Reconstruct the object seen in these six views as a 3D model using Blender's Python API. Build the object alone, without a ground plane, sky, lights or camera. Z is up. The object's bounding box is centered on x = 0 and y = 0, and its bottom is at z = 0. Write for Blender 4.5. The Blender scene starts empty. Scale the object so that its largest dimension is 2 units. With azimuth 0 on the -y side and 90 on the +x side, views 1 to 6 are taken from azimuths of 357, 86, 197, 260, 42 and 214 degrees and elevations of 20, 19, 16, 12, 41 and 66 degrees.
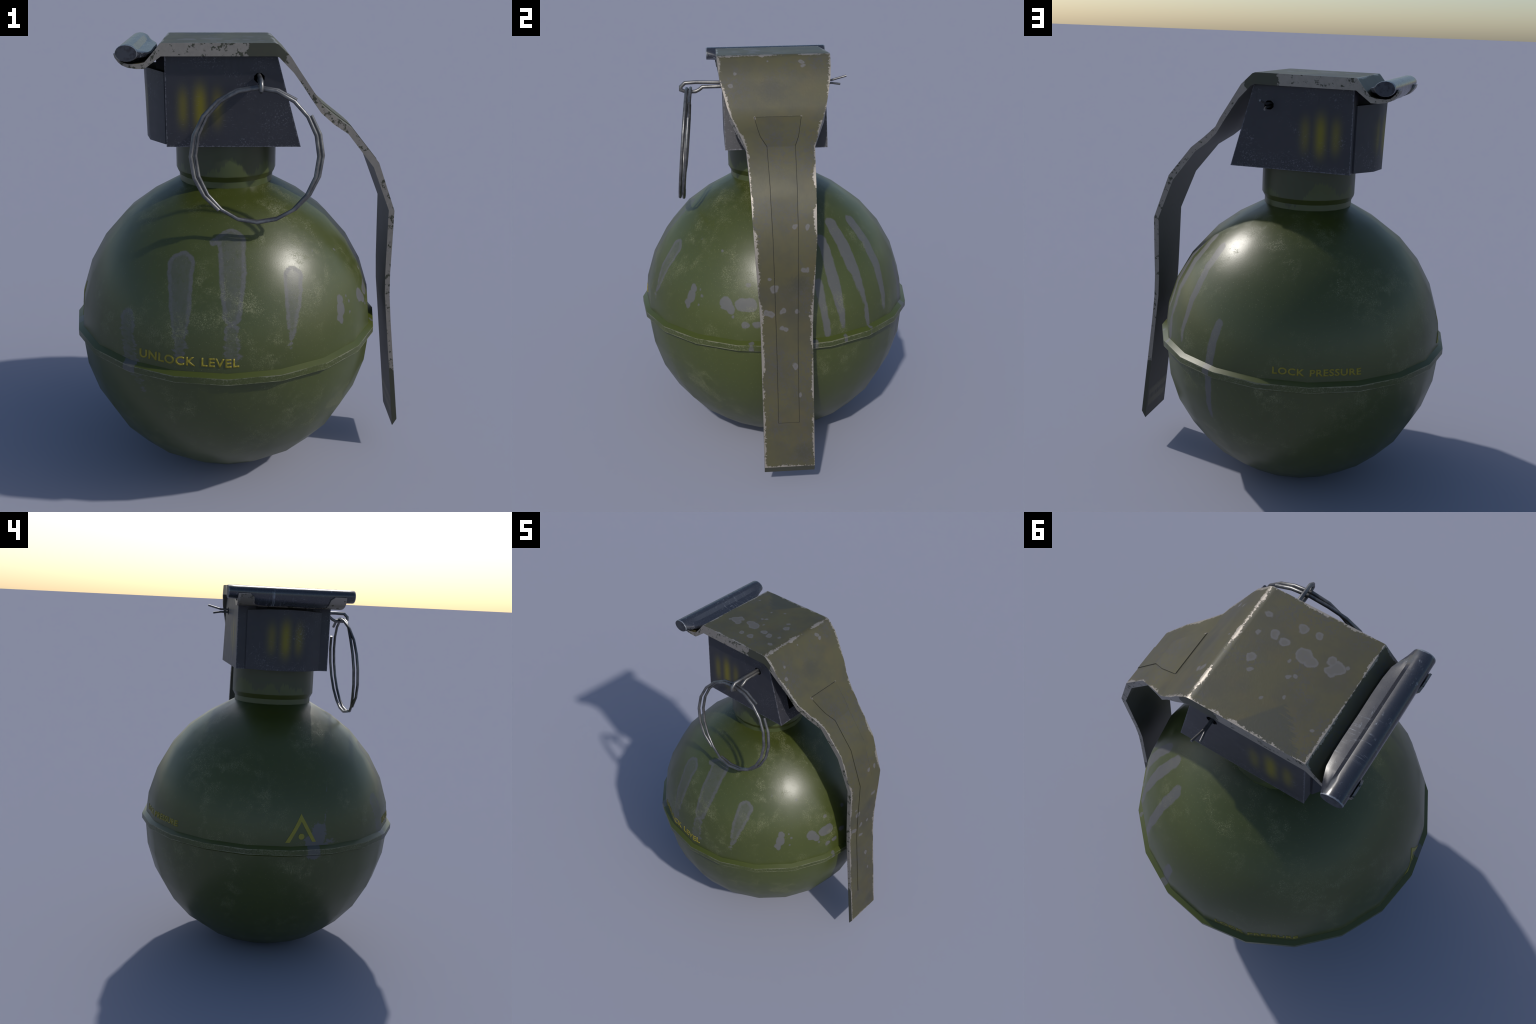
import bpy, bmesh, math, random
from mathutils import Vector, Matrix
from mathutils.bvhtree import BVHTree

random.seed(7)

# ------------------------------------------------------------------ frame
AX = -0.067                 # x of the axis of body and neck
SIDES = 20                  # facets round the body
Y0 = 0.003                  # centre line of the fuze and the lever


# ================================================================== helpers
def new_mesh_object(name, verts, faces, parent=None, mats=(), face_mats=None,
                    smooth=True, sharp=40.0, recalc=True):
    me = bpy.data.meshes.new(name)
    me.from_pydata([tuple(v) for v in verts], [], [tuple(f) for f in faces])
    for m in mats:
        me.materials.append(m)
    if face_mats:
        for p, i in zip(me.polygons, face_mats):
            p.material_index = i
    if recalc:
        bm = bmesh.new()
        bm.from_mesh(me)
        bmesh.ops.recalc_face_normals(bm, faces=bm.faces)
        bm.to_mesh(me)
        bm.free()
    me.update()
    for p in me.polygons:
        p.use_smooth = smooth
    if smooth and sharp:
        me.set_sharp_from_angle(angle=math.radians(sharp))
    ob = bpy.data.objects.new(name, me)
    bpy.context.scene.collection.objects.link(ob)
    if parent:
        ob.parent = parent
    return ob


def lathe(profile, sides, cap_start=True, cap_end=True):
    """Rings of (radius, z) turned about the axis x = AX."""
    verts, faces = [], []
    for r, z in profile:
        for k in range(sides):
            a = 2 * math.pi * k / sides
            verts.append((AX + r * math.cos(a), r * math.sin(a), z))
    for i in range(len(profile) - 1):
        for k in range(sides):
            k2 = (k + 1) % sides
            faces.append((i * sides + k, i * sides + k2,
                          (i + 1) * sides + k2, (i + 1) * sides + k))
    if cap_start:
        faces.append(tuple(range(sides))[::-1])
    if cap_end:
        n = (len(profile) - 1) * sides
        faces.append(tuple(range(n, n + sides)))
    return verts, faces


def sweep(points, radius, closed=False, sides=8, ref=Vector((0, 1, 0))):
    """Round wire swept along a polyline, mitred at each bend."""
    pts = [Vector(p) for p in points]
    n = len(pts)
    verts, faces = [], []
    for i, p in enumerate(pts):
        if closed:
            a, b = pts[(i - 1) % n], pts[(i + 1) % n]
        else:
            a, b = pts[max(i - 1, 0)], pts[min(i + 1, n - 1)]
        t1 = (p - a).normalized() if (p - a).length > 1e-7 else (b - p).normalized()
        t2 = (b - p).normalized() if (b - p).length > 1e-7 else t1
        t = (t1 + t2).normalized()
        u = (ref - t * ref.dot(t)).normalized()
        v = t.cross(u)
        stretch = 1 / max(0.6, t.dot(t1))
        for k in range(sides):
            ang = 2 * math.pi * k / sides
            off = u * math.cos(ang) + v * math.sin(ang)
            # widen in the plane of the bend so that the wire keeps its gauge
            bend = (t2 - t1)
            if bend.length > 1e-6:
                bn = bend.normalized()
                off = off + bn * off.dot(bn) * (stretch - 1)
            verts.append(p + off * radius)
    rings = n if closed else n - 1
    for i in range(rings):
        j = (i + 1) % n
        for k in range(sides):
            k2 = (k + 1) % sides
            faces.append((i * sides + k, i * sides + k2, j * sides + k2, j * sides + k))
    if not closed:
        faces.append(tuple(range(sides))[::-1])
        faces.append(tuple(range((n - 1) * sides, n * sides)))
    return verts, faces


def merge(*parts):
    verts, faces = [], []
    for v, f in parts:
        o = len(verts)
        verts += list(v)
        faces += [tuple(i + o for i in q) for q in f]
    return verts, faces


# ================================================================== nodes
class Net:
    """Small wrapper that keeps node code short."""

    def __init__(self, name):
        self.mat = bpy.data.materials.new(name)
        self.mat.use_nodes = True
        self.t = self.mat.node_tree
        self.bsdf = self.t.nodes["Principled BSDF"]
        self.obj = self.n("ShaderNodeTexCoord").outputs["Object"]

    def n(self, kind, **kw):
        nd = self.t.nodes.new(kind)
        for k, v in kw.items():
            setattr(nd, k, v)
        return nd

    def put(self, sock, val):
        if isinstance(val, bpy.types.NodeSocket):
            self.t.links.new(val, sock)
        else:
            sock.default_value = val

    def m(self, op, a, b=0.0, c=0.0, clamp=False):
        nd = self.n("ShaderNodeMath", operation=op, use_clamp=clamp)
        for i, x in enumerate((a, b, c)):
            self.put(nd.inputs[i], x)
        return nd.outputs[0]

    def v(self, op, a, b=(0, 0, 0), out=0):
        nd = self.n("ShaderNodeVectorMath", operation=op)
        self.put(nd.inputs[0], a)
        if op == "SCALE":
            self.put(nd.inputs["Scale"], b)
        else:
            self.put(nd.inputs[1], b)
        return nd.outputs["Value" if op in ("LENGTH", "DISTANCE", "DOT_PRODUCT") else "Vector"]

    def sep(self, vec):
        nd = self.n("ShaderNodeSeparateXYZ")
        self.put(nd.inputs[0], vec)
        return nd.outputs

    def comb(self, x, y, z):
        nd = self.n("ShaderNodeCombineXYZ")
        for i, q in enumerate((x, y, z)):
            self.put(nd.inputs[i], q)
        return nd.outputs[0]

    def step(self, x, lo, hi):
        """Smoothstep: 0 at lo, 1 at hi (lo may be above hi)."""
        nd = self.n("ShaderNodeMapRange", interpolation_type="SMOOTHSTEP")
        self.put(nd.inputs["Value"], x)
        if lo < hi:
            self.put(nd.inputs["From Min"], lo)
            self.put(nd.inputs["From Max"], hi)
            return nd.outputs["Result"]
        self.put(nd.inputs["From Min"], hi)
        self.put(nd.inputs["From Max"], lo)
        self.put(nd.inputs["To Min"], 1.0)
        self.put(nd.inputs["To Max"], 0.0)
        return nd.outputs["Result"]

    def noise(self, scale, detail=3.0, rough=0.55, vec=None, dist=0.0, color=False):
        nd = self.n("ShaderNodeTexNoise")
        self.put(nd.inputs["Vector"], vec if vec is not None else self.obj)
        nd.inputs["Scale"].default_value = scale
        nd.inputs["Detail"].default_value = detail
        nd.inputs["Roughness"].default_value = rough
        nd.inputs["Distortion"].default_value = dist
        return nd.outputs["Color" if color else "Fac"]

    def stretched(self, sx, sy, sz, rot=(0, 0, 0)):
        nd = self.n("ShaderNodeMapping")
        self.put(nd.inputs["Vector"], self.obj)
        nd.inputs["Scale"].default_value = (sx, sy, sz)
        nd.inputs["Rotation"].default_value = rot
        return nd.outputs[0]

    def mix(self, fac, a, b):
        nd = self.n("ShaderNodeMix", data_type="RGBA")
        self.put(nd.inputs[0], fac)
        for s, x in ((nd.inputs[6], a), (nd.inputs[7], b)):
            self.put(s, x if isinstance(x, bpy.types.NodeSocket) else (*x, 1.0))
        return nd.outputs[2]

    def lerp(self, fac, a, b):
        nd = self.n("ShaderNodeMix", data_type="FLOAT")
        self.put(nd.inputs[0], fac)
        self.put(nd.inputs[2], a)
        self.put(nd.inputs[3], b)
        return nd.outputs[0]

    def curve(self, x, pts):
        """Piecewise linear function of x through (x, y) pairs, y within 0..1."""
        pts = sorted(pts)
        lo, hi = pts[0][0], pts[-1][0]
        u = self.m("DIVIDE", self.m("SUBTRACT", x, lo), hi - lo, clamp=True)
        nd = self.n("ShaderNodeFloatCurve")
        cv = nd.mapping.curves[0]
        while len(cv.points) > 2:
            cv.points.remove(cv.points[1])
        cv.points[0].location = (0.0, pts[0][1])
        cv.points[1].location = (1.0, pts[-1][1])
        for px, py in pts[1:-1]:
            cv.points.new((px - lo) / (hi - lo), py)
        for p in cv.points:
            p.handle_type = "VECTOR"
        nd.mapping.update()
        self.put(nd.inputs["Value"], u)
        return nd.outputs[0]

    def line_y(self, xyz, x, z):
        """Distance from a line parallel to the y axis through (x, z)."""
        dx, dz = self.m("SUBTRACT", xyz[0], x), self.m("SUBTRACT", xyz[2], z)
        return self.m("SQRT", self.m("ADD", self.m("MULTIPLY", dx, dx), self.m("MULTIPLY", dz, dz)))

    def second_smallest(self, ds):
        """Of several distances to bounding planes: how near a point on one is to the next."""
        out = None
        for i in range(len(ds)):
            for j in range(i):
                q = self.m("MAXIMUM", ds[i], ds[j])
                out = q if out is None else self.m("MINIMUM", out, q)
        return out

    def capsule(self, p, a, b, ra, rb):
        """Signed distance to a tapered capsule from a to b."""
        a, b = Vector(a), Vector(b)
        ab = b - a
        if ab.length < 1e-5:
            return self.m("SUBTRACT", self.v("DISTANCE", p, tuple(a)), ra)
        pa = self.v("SUBTRACT", p, tuple(a))
        t = self.m("MULTIPLY", self.v("DOT_PRODUCT", pa, tuple(ab)), 1 / ab.length_squared, clamp=True)
        q = self.v("SUBTRACT", pa, self.v("SCALE", tuple(ab), t))
        d = self.v("LENGTH", q)
        return self.m("SUBTRACT", d, self.m("MULTIPLY_ADD", t, rb - ra, ra))

    def shapes(self, p, capsules, after=None):
        """Distance to the nearest of many capsules (a, b, ra, rb).  Each one is made to wait for
        the one before it (by a vanishing offset) so that few values are held at a time."""
        d = None
        for a, b, ra, rb in capsules:
            prev = d if d is not None else after
            q = p
            if prev is not None:
                nd = self.n("ShaderNodeVectorMath", operation="MULTIPLY_ADD")
                self.put(nd.inputs[0], prev)
                nd.inputs[1].default_value = (1e-9, 1e-9, 1e-9)
                self.put(nd.inputs[2], p)
                q = nd.outputs[0]
            c = self.capsule(q, a, b, ra, rb)
            d = c if d is None else self.m("MINIMUM", d, c)
        return d

    def bump(self, height, strength, dist=0.002, normal=None):
        nd = self.n("ShaderNodeBump")
        nd.inputs["Strength"].default_value = strength
        nd.inputs["Distance"].default_value = dist
        self.put(nd.inputs["Height"], height)
        if normal is not None:
            self.put(nd.inputs["Normal"], normal)
        return nd.outputs[0]

    def finish(self, color, rough, metal=0.0, normal=None, spec=0.5, ior=None):
        b = self.bsdf
        self.put(b.inputs["Base Color"], color if isinstance(color, bpy.types.NodeSocket) else (*color, 1))
        self.put(b.inputs["Roughness"], rough)
        self.put(b.inputs["Metallic"], metal)
        self.put(b.inputs["Specular IOR Level"], spec)
        if normal is not None:
            self.put(b.inputs["Normal"], normal)
        return self.mat


# half width of the lever strip against height, below its top bend
LEVER_HALF_WIDTH = [(0.12, .1185), (0.832, .1185), (0.947, .1225), (1.10, .131), (1.254, .139), (1.4765, .1455), (1.6246, .155),
                    (1.6835, .185), (1.739, .2155), (1.782, .231), (1.895, .259), (1.944, .265), (1.999, .2695)]

# colours (linear)
OLIVE = (0.049, 0.061, 0.012)
OLIVE_DARK = (0.036, 0.045, 0.005)
SMEAR = (0.080, 0.079, 0.083)
DUST = (0.21, 0.215, 0.11)
DRAB = (0.062, 0.057, 0.025)
METAL = (0.28, 0.255, 0.225)
SLATE = (0.027, 0.027, 0.035)
YELLOW = (0.155, 0.130, 0.0005)


# ------------------------------------------------------------ body paint
def on_body(az, z, r=0.6935):
    """Point on the body surface at an azimuth (degrees) and height."""
    h = 0.7055 if z > 0.694 else 0.725
    s = max(0.0, 1 - ((z - 0.694) / h) ** 2) ** 0.5
    a = math.radians(az)
    return (AX + r * s * math.cos(a), r * s * math.sin(a), z)


def body_material():
    N = Net("olive_paint")
    P = N.obj
    n_fine = N.noise(260, 2, 0.6)
    n_mid = N.noise(9, 4, 0.6)
    n_big = N.noise(2.3, 3, 0.5)

    # slow variation of the paint
    col = N.mix(N.m("MULTIPLY", N.step(n_big, 0.35, 0.7), 0.55), OLIVE, (0.041, 0.051, 0.013))
    xyz = N.sep(P)
    # ambient occlusion painted into the olive round the neck
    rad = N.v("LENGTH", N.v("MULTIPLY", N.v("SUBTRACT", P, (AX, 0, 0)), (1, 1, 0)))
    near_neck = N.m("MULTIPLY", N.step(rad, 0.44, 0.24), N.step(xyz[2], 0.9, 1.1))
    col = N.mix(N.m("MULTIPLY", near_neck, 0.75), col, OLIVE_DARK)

    # smears of worn paint: (azimuth, z) from top to bottom, radii
    warp = N.v("SCALE", N.v("SUBTRACT", N.noise(26, 3, 0.6, color=True), (0.5, 0.5, 0.5)), 0.020)
    PW = N.v("ADD", P, warp)
    streaks = [
        # front, four wide finger smears running down
        [(-111.0, 1.140, .060), (-108.0, 0.99, .048), (-106.6, 0.80, .026)],
        [(-87.6, 1.225, .058), (-87.8, 1.10, .054), (-88.4, 0.965, .038)],
        [(-88.6, 0.905, .036), (-88.9, 0.80, .042)],
        [(-97.0, 1.222, .016), (-87.5, 1.240, .040)],
        [(-61.5, 1.085, .046), (-64.5, 0.98, .038), (-67.6, 0.82, .014)],
        [(-130.0, 0.905, .044), (-126.5, 0.74, .046), (-121.5, 0.60, .014)],
        # right side, slanted smears
        [(33.2, 1.215, .030), (34.2, 1.07, .036), (37.8, 0.74, .013)],
        [(49.6, 1.205, .028), (50.8, 1.02, .028), (49.5, 0.78, .012)],
        [(22.6, 1.165, .025), (22.9, 0.99, .032), (25.0, 0.765, .013)],
        [(15.3, 0.99, .020), (17.5, 0.75, .017)],
        [(70.2, 0.925, .023), (68.1, 0.75, .026), (66.9, 0.46, .012)],
    ]
    ds = []
    for s in streaks:
        for (a0, z0, r0), (a1, z1, r1) in zip(s, s[1:]):
            ds.append((on_body(a0, z0), on_body(a1, z1), r0, r1))
    d_streak = N.shapes(PW, ds)
    # dry brush: the paint film tears open towards the bottom of each smear
    tear = N.noise(1.0, 4, 0.65, vec=N.stretched(16, 16, 55))
    low = N.step(xyz[2], 1.02, 0.78)
    d_s = N.m("ADD", d_streak, N.m("MULTIPLY", N.m("MULTIPLY", N.m("SUBTRACT", tear, 0.42), 0.10), low))
    front = N.step(xyz[1], 0.10, -0.10)
    d_s = N.lerp(front, d_streak, d_s)
    m_streak = N.step(d_s, 0.004, -0.004)
    # the smears are thinner inside than at their rims
    thin = N.m("MULTIPLY", N.step(d_streak, -0.012, -0.022), front)
    thin = N.m("MULTIPLY", thin, N.m("MULTIPLY_ADD", n_mid, 0.9, -0.02))
    m_streak = N.m("MULTIPLY", m_streak, N.m("SUBTRACT", 1.0, thin))
    cuts = N.m("MULTIPLY", N.step(N.noise(1.0, 4, 0.7, vec=N.stretched(22, 22, 95)), 0.50, 0.60), low)
    grit = N.m("MULTIPLY", N.step(N.noise(75, 4, 0.7), 0.50, 0.66), 0.35)
    m_streak = N.m("MULTIPLY", m_streak, N.m("SUBTRACT", 1.0, N.m("MULTIPLY", N.m("MAXIMUM", N.m("MULTIPLY", cuts, 0.75), grit), front)))
    m_streak = N.m("MULTIPLY", m_streak, N.lerp(front, 0.85, 0.84))

    # drops
    drops = [((-40.9, .947), (-41.0, .945), .019, .019), ((-41.4, .915), (-41.6, .900), .022, .024), ((-42.9, .872), (-42.6, .862), .020, .014),
             ((-24.5, .907), (-23.8, .897), .027, .027), ((-22.4, .882), (-21.9, .874), .020, .018), ((-25.6, .880), (-25.6, .872), .012, .008),
             ((-17.6, .903), (-13.4, .905), .027, .029), ((-15.6, .811), (-15.0, .812), .017, .014),
             ((-11.5, .813), (-10.2, .814), .016, .015), ((-45.4, 1.158), (-45.4, 1.156), .009, .009),
             ((-30.2, 1.123), (-30.2, 1.121), .008, .008), ((-37.0, .948), (-37.0, .946), .006, .006),
             ((-35.6, .921), (-35.6, .919), .007, .007), ((-36.7, .877), (-36.7, .875), .006, .006),
             ((-15.1, .994), (-14.4, .992), .010, .009), ((-20.8, .847), (-20.8, .845), .008, .008),
             ((-6.0, .86), (-5.0, .86), .015, .015), ((3.0, .93), (4.0, .92), .018, .014),
             ((-2.0, 1.0), (-2.0, .998), .010, .010)]
    d_drop = N.shapes(PW, [(on_body(*a), on_body(*b), r0 * 1.15, r1 * 1.15) for a, b, r0, r1 in drops], d_streak)
    m_drop = N.m("MULTIPLY", N.step(d_drop, 0.0025, -0.0025), 0.85)

    # ragged splash beside the emblem
    warp2 = N.v("SCALE", N.v("SUBTRACT", N.noise(60, 5, 0.75, color=True), (0.5, 0.5, 0.5)), 0.055)
    PS = N.v("ADD", P, warp2)
    splash = [((-167.4, .81), (-168.0, .765), .038, .042), ((-171.0, .757), (-169.6, .70), .034, .042),
              ((-165.2, .83), (-163.1, .915), .008, .002), ((-163.5, .752), (-157.2, .750), .012, .003),
              ((-166.5, .745), (-163.5, .735), .018, .012),
              ((-175.5, .752), (-177.5, .750), .004, .004)]
    d_splash = N.shapes(PS, [(on_body(*a), on_body(*b), r0, r1) for a, b, r0, r1 in splash], d_drop)
    m_splash = N.m("MULTIPLY", N.step(d_splash, 0.002, -0.002), 0.9)

    # thin scratches
    lines = [((173.3, .617), (175.9, .639)), ((177.2, .636), (179.9, .656)), ((172.1, .529), (176.0, .576)),
             ((165.4, .549), (166.9, .560)), ((-167.4, 1.171), (-167.1, 1.146)),
             ((-150.7, 1.199), (-154.0, 1.159)), ((-160.0, 1.053), (-162.2, .997)),
             ((-62.4, .634), (-61.9, .607)), ((-51.4, .623), (-51.0, .670)), ((-58.6, .431), (-56.5, .470)),
             ((-170, .66), (-171.5, .60)), ((-159, .64), (-157, .59)), ((152, .60), (156, .575)),
             ((-147, .56), (-144, .60)), ((-35, .60), (-33, .63)), ((12, .56), (14, .58))]
    d_line = N.shapes(P, [(on_body(*a), on_body(*b), .0036, .0030) for a, b in lines], d_splash)
    m_line = N.m("MULTIPLY", N.step(d_line, 0.0012, -0.0012), 0.62)

    smear = N.m("MAXIMUM", N.m("MAXIMUM", m_streak, m_drop), N.m("MAXIMUM", m_splash, m_line))
    col = N.mix(smear, col, N.mix(N.noise(40, 3), (0.090, 0.089, 0.094), SMEAR))

    # specks of pale dust gathered in patches
    patch = N.step(N.noise(4.2, 3, 0.65), 0.47, 0.66)
    patch2 = N.step(N.noise(15, 3, 0.6), 0.40, 0.60)
    speck = N.step(N.noise(250, 2, 0.7), 0.55, 0.66)
    hatch = N.m("MAXIMUM", N.step(N.noise(1, 2, 0.6, vec=N.stretched(330, 330, 45, (0.5, 0.6, 0.2))), 0.55, 0.66),
                N.step(N.noise(1, 2, 0.6, vec=N.stretched(45, 330, 330, (0.4, -0.5, 0.9))), 0.57, 0.68))
    hatch = N.m("MULTIPLY", hatch, N.step(N.noise(6, 1), 0.48, 0.60))
    worn = N.m("MULTIPLY", N.m("MAXIMUM", speck, hatch), N.m("MULTIPLY", patch, patch2))
    stray = N.m("MULTIPLY", N.step(N.noise(190, 2, 0.6), 0.69, 0.72), 0.6)
    worn = N.m("MAXIMUM", worn, stray)
    col = N.mix(N.m("MULTIPLY", worn, 0.72), col, DUST)
    haze = N.m("MULTIPLY", N.m("MULTIPLY", patch, patch2), 0.035)
    col = N.mix(haze, col, DUST)

    rough = N.m("ADD", N.m("MULTIPLY_ADD", n_mid, 0.10, 0.31), N.m("MULTIPLY", smear, 0.12))
    rough = N.m("MULTIPLY_ADD", worn, 0.10, rough)
    hgt = N.m("ADD", N.m("MULTIPLY", n_fine, 0.20), N.m("MULTIPLY", worn, 0.45))
    hgt = N.m("ADD", hgt, N.m("MULTIPLY", N.noise(3.5, 2), 2.0))
    nrm = N.bump(hgt, 0.35, 0.003)
    return N.finish(col, rough, 0.0, nrm, spec=0.55)


def rib_material():
    N = Net("olive_paint_rib")
    xyz = N.sep(N.obj)
    nz = N.sep(N.n("ShaderNodeNewGeometry").outputs["True Normal"])[2]
    outer = N.step(N.m("ABSOLUTE", nz), 0.4, 0.2)
    col = N.mix(N.step(N.noise(3, 3), 0.35, 0.7), OLIVE, (0.041, 0.051, 0.013))
    col = N.mix(N.m("MULTIPLY", N.m("SUBTRACT", 1.0, outer), 0.8), col, (0.046, 0.058, 0.004))  # sloped shoulders tinted with baked-in occlusion colour
    # smears that run over the rib
    warp = N.v("SCALE", N.v("SUBTRACT", N.noise(45, 4, 0.7, color=True), (0.5, 0.5, 0.5)), 0.030)
    PW = N.v("ADD", N.obj, warp)
    runs = [(-126.0, .032), (-170.0, .034), (68.0, .022), (25.0, .010), (38.0, .010), (-13.0, .012), (12.0, .012)]
    d = N.shapes(PW, [(on_body(a, .74, .70), on_body(a, .68, .70), r, r) for a, r in runs])
    smear = N.m("MULTIPLY", N.step(d, 0.002, -0.002), 0.8)
    col = N.mix(smear, col, SMEAR)
    # paint rubbed off the two rims of the flat, and in grains on the flat itself
    low, high = N.m("SUBTRACT", xyz[2], 0.6915), N.m("SUBTRACT", 0.7200, xyz[2])
    near = N.m("MINIMUM", N.m("MULTIPLY", N.m("ABSOLUTE", low), 1.8), N.m("ABSOLUTE", high))
    tear = N.m("MULTIPLY", N.m("SUBTRACT", N.noise(60, 4, 0.75), 0.55), 0.020)
    wide = N.m("MULTIPLY", N.m("SUBTRACT", N.noise(6, 3, 0.6), 0.45), 0.018)
    rub = N.step(N.m("SUBTRACT", near, N.m("ADD", tear, wide)), 0.0046, 0.0020)
    grain = N.m("MULTIPLY", N.step(N.noise(150, 3, 0.7), 0.48, 0.66), N.step(N.noise(7, 3, 0.6), 0.36, 0.62))
    w = N.m("MULTIPLY", N.m("MAXIMUM", N.m("MULTIPLY", rub, 0.44), N.m("MULTIPLY", grain, 0.30)),
            outer)
    col = N.mix(w, col, (0.27, 0.265, 0.18))
    rough = N.m("ADD", N.m("MULTIPLY_ADD", N.noise(12, 3), 0.10, 0.32), N.m("MULTIPLY", w, 0.12))
    nrm = N.bump(N.m("ADD", N.m("MULTIPLY", N.noise(220, 2), 0.3), w), 0.15, 0.002)
    return N.finish(col, rough, 0.0, nrm, spec=0.5)


def neck_material():
    N = Net("olive_paint_neck")
    xyz = N.sep(N.obj)
    col = N.mix(N.step(N.noise(4, 3), 0.35, 0.65), OLIVE, (0.060, 0.076, 0.026))
    # dark upper band with a torn, streaked lower border
    az = N.m("ARCTAN2", xyz[1], N.m("SUBTRACT", xyz[0], AX))
    run = N.noise(1.0, 3, 0.7, vec=N.comb(N.m("MULTIPLY", az, 16.0), 0.0, N.m("MULTIPLY", xyz[2], 4.0)))
    wide = N.noise(1.0, 1, 0.5, vec=N.comb(N.m("MULTIPLY", az, 1.1), 0.0, 0.0))
    edge = N.m("ADD", N.m("MULTIPLY", run, 0.11), N.m("MULTIPLY", wide, 0.42))
    dark_band = N.step(N.m("ADD", xyz[2], N.m("SUBTRACT", edge, 0.265)), 1.458, 1.468)
    col = N.mix(N.m("MULTIPLY", dark_band, 0.6), col, (0.026, 0.030, 0.018))
    groove = N.m("MULTIPLY", N.step(xyz[2], 1.440, 1.428), N.step(xyz[2], 1.402, 1.410))
    col = N.mix(N.m("MULTIPLY", groove, 0.8), col, (0.040, 0.048, 0.006))
    rough = N.m("MULTIPLY_ADD", N.noise(12, 3), 0.12, 0.33)
    return N.finish(col, rough, 0.0, N.bump(N.noise(200, 2), 0.08, 0.002), spec=0.5)


def slate_material(name="slate_metal", marks=True):
    N = Net(name)
    xyz = N.sep(N.obj)
    col = N.mix(N.step(N.noise(5, 4, 0.6), 0.35, 0.65), SLATE, (0.021, 0.022, 0.030))
    if marks:
        geo = N.n("ShaderNodeNewGeometry")
        nn = N.sep(geo.outputs["Normal"])
        side = N.step(N.m("ABSOLUTE", nn[1]), 0.8, 0.9)          # faces to +y and -y
        back = N.step(nn[0], -0.45, -0.6)                          # bulge to -x
        # three soft yellow bars on each face: centre bar strong, outer ones faint
        tot = None
        for coord, mask, c0, sgn in ((xyz[0], side, -0.175, 1), (xyz[1], back, 0.010, 1)):
            for off, w, h, k in ((0.0, .030, .098, 1.0), (-.071, .026, .084, .62), (.071, .026, .084, .54)):
                dx = N.m("DIVIDE", N.m("SUBTRACT", coord, c0 + off), w)
                dz = N.m("DIVIDE", N.m("SUBTRACT", xyz[2], 1.733), h)
                r2 = N.m("ADD", N.m("MULTIPLY", dx, dx), N.m("POWER", N.m("ABSOLUTE", dz), 3.0))
                g = N.m("MULTIPLY", N.m("MULTIPLY", N.m("EXPONENT", N.m("MULTIPLY", r2, -1.35)), mask), k)
                tot = g if tot is None else N.m("MAXIMUM", tot, g)
        col = N.mix(N.m("MULTIPLY", tot, 0.95), col, YELLOW)
        # dark vertical streaks under the top plate
        streak_noise = N.noise(1.0, 2, 0.6, vec=N.stretched(70, 70, 3.0))
        dz = N.m("ADD", xyz[2], N.m("MULTIPLY", N.m("SUBTRACT", streak_noise, 0.5), 0.24))
        m = N.m("MULTIPLY", N.step(dz, 1.895, 1.925), N.step(N.noise(4.5, 1), 0.42, 0.52))
        col = N.mix(N.m("MULTIPLY", m, 0.55), col, (0.016, 0.017, 0.022))
    # pale chips: along edges, and scattered
    ay = N.m("ABSOLUTE", N.m("SUBTRACT", xyz[1], 0.003))
    slope = N.m("MULTIPLY", N.m("ADD", N.m("MULTIPLY", N.m("SUBTRACT", xyz[0], 0.248), -0.9635),
                                N.m("MULTIPLY", N.m("SUBTRACT", xyz[2], 1.570), -0.2679)), 1.0)
    near = N.second_smallest([N.m("SUBTRACT", 0.2455, ay), N.m("ABSOLUTE", N.m("ADD", xyz[0], 0.318)),
                              N.m("SUBTRACT", xyz[2], 1.570), N.m("ABSOLUTE", slope)])
    tear = N.m("MULTIPLY", N.m("SUBTRACT", N.noise(85, 4, 0.75), 0.47), 0.030)
    chip_e = N.step(N.m("SUBTRACT", near, tear), 0.0030, 0.0005)
    low = N.m("MULTIPLY", N.step(xyz[2], 1.635, 1.565), 0.10) if marks else 0.0
    area = N.m("ADD", N.noise(7, 3, 0.6), low)
    chip = N.m("MULTIPLY", N.step(N.noise(120, 3, 0.75), 0.54, 0.66), N.step(area, 0.49, 0.68))
    scr = N.noise(1, 2, 0.6, vec=N.stretched(45, 45, 420, (0.7, 0.5, 0.0)))
    scratch = N.m("MULTIPLY", N.step(scr, 0.64, 0.72), N.step(N.noise(6, 2), 0.52, 0.62))
    w = N.m("MAXIMUM", N.m("MAXIMUM", N.m("MULTIPLY", chip_e, 0.38), N.m("MULTIPLY", chip, 0.50)),
            N.m("MULTIPLY", scratch, 0.35))
    col = N.mix(w, col, (0.20, 0.20, 0.23))
    rough = N.m("ADD", N.m("MULTIPLY_ADD", N.noise(30, 3), 0.12, 0.42), N.m("MULTIPLY", w, 0.1))
    nrm = N.bump(N.m("ADD", N.noise(240, 2), w), 0.12, 0.002)
    return N.finish(col, rough, 0.0, nrm, spec=0.45)


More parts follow.
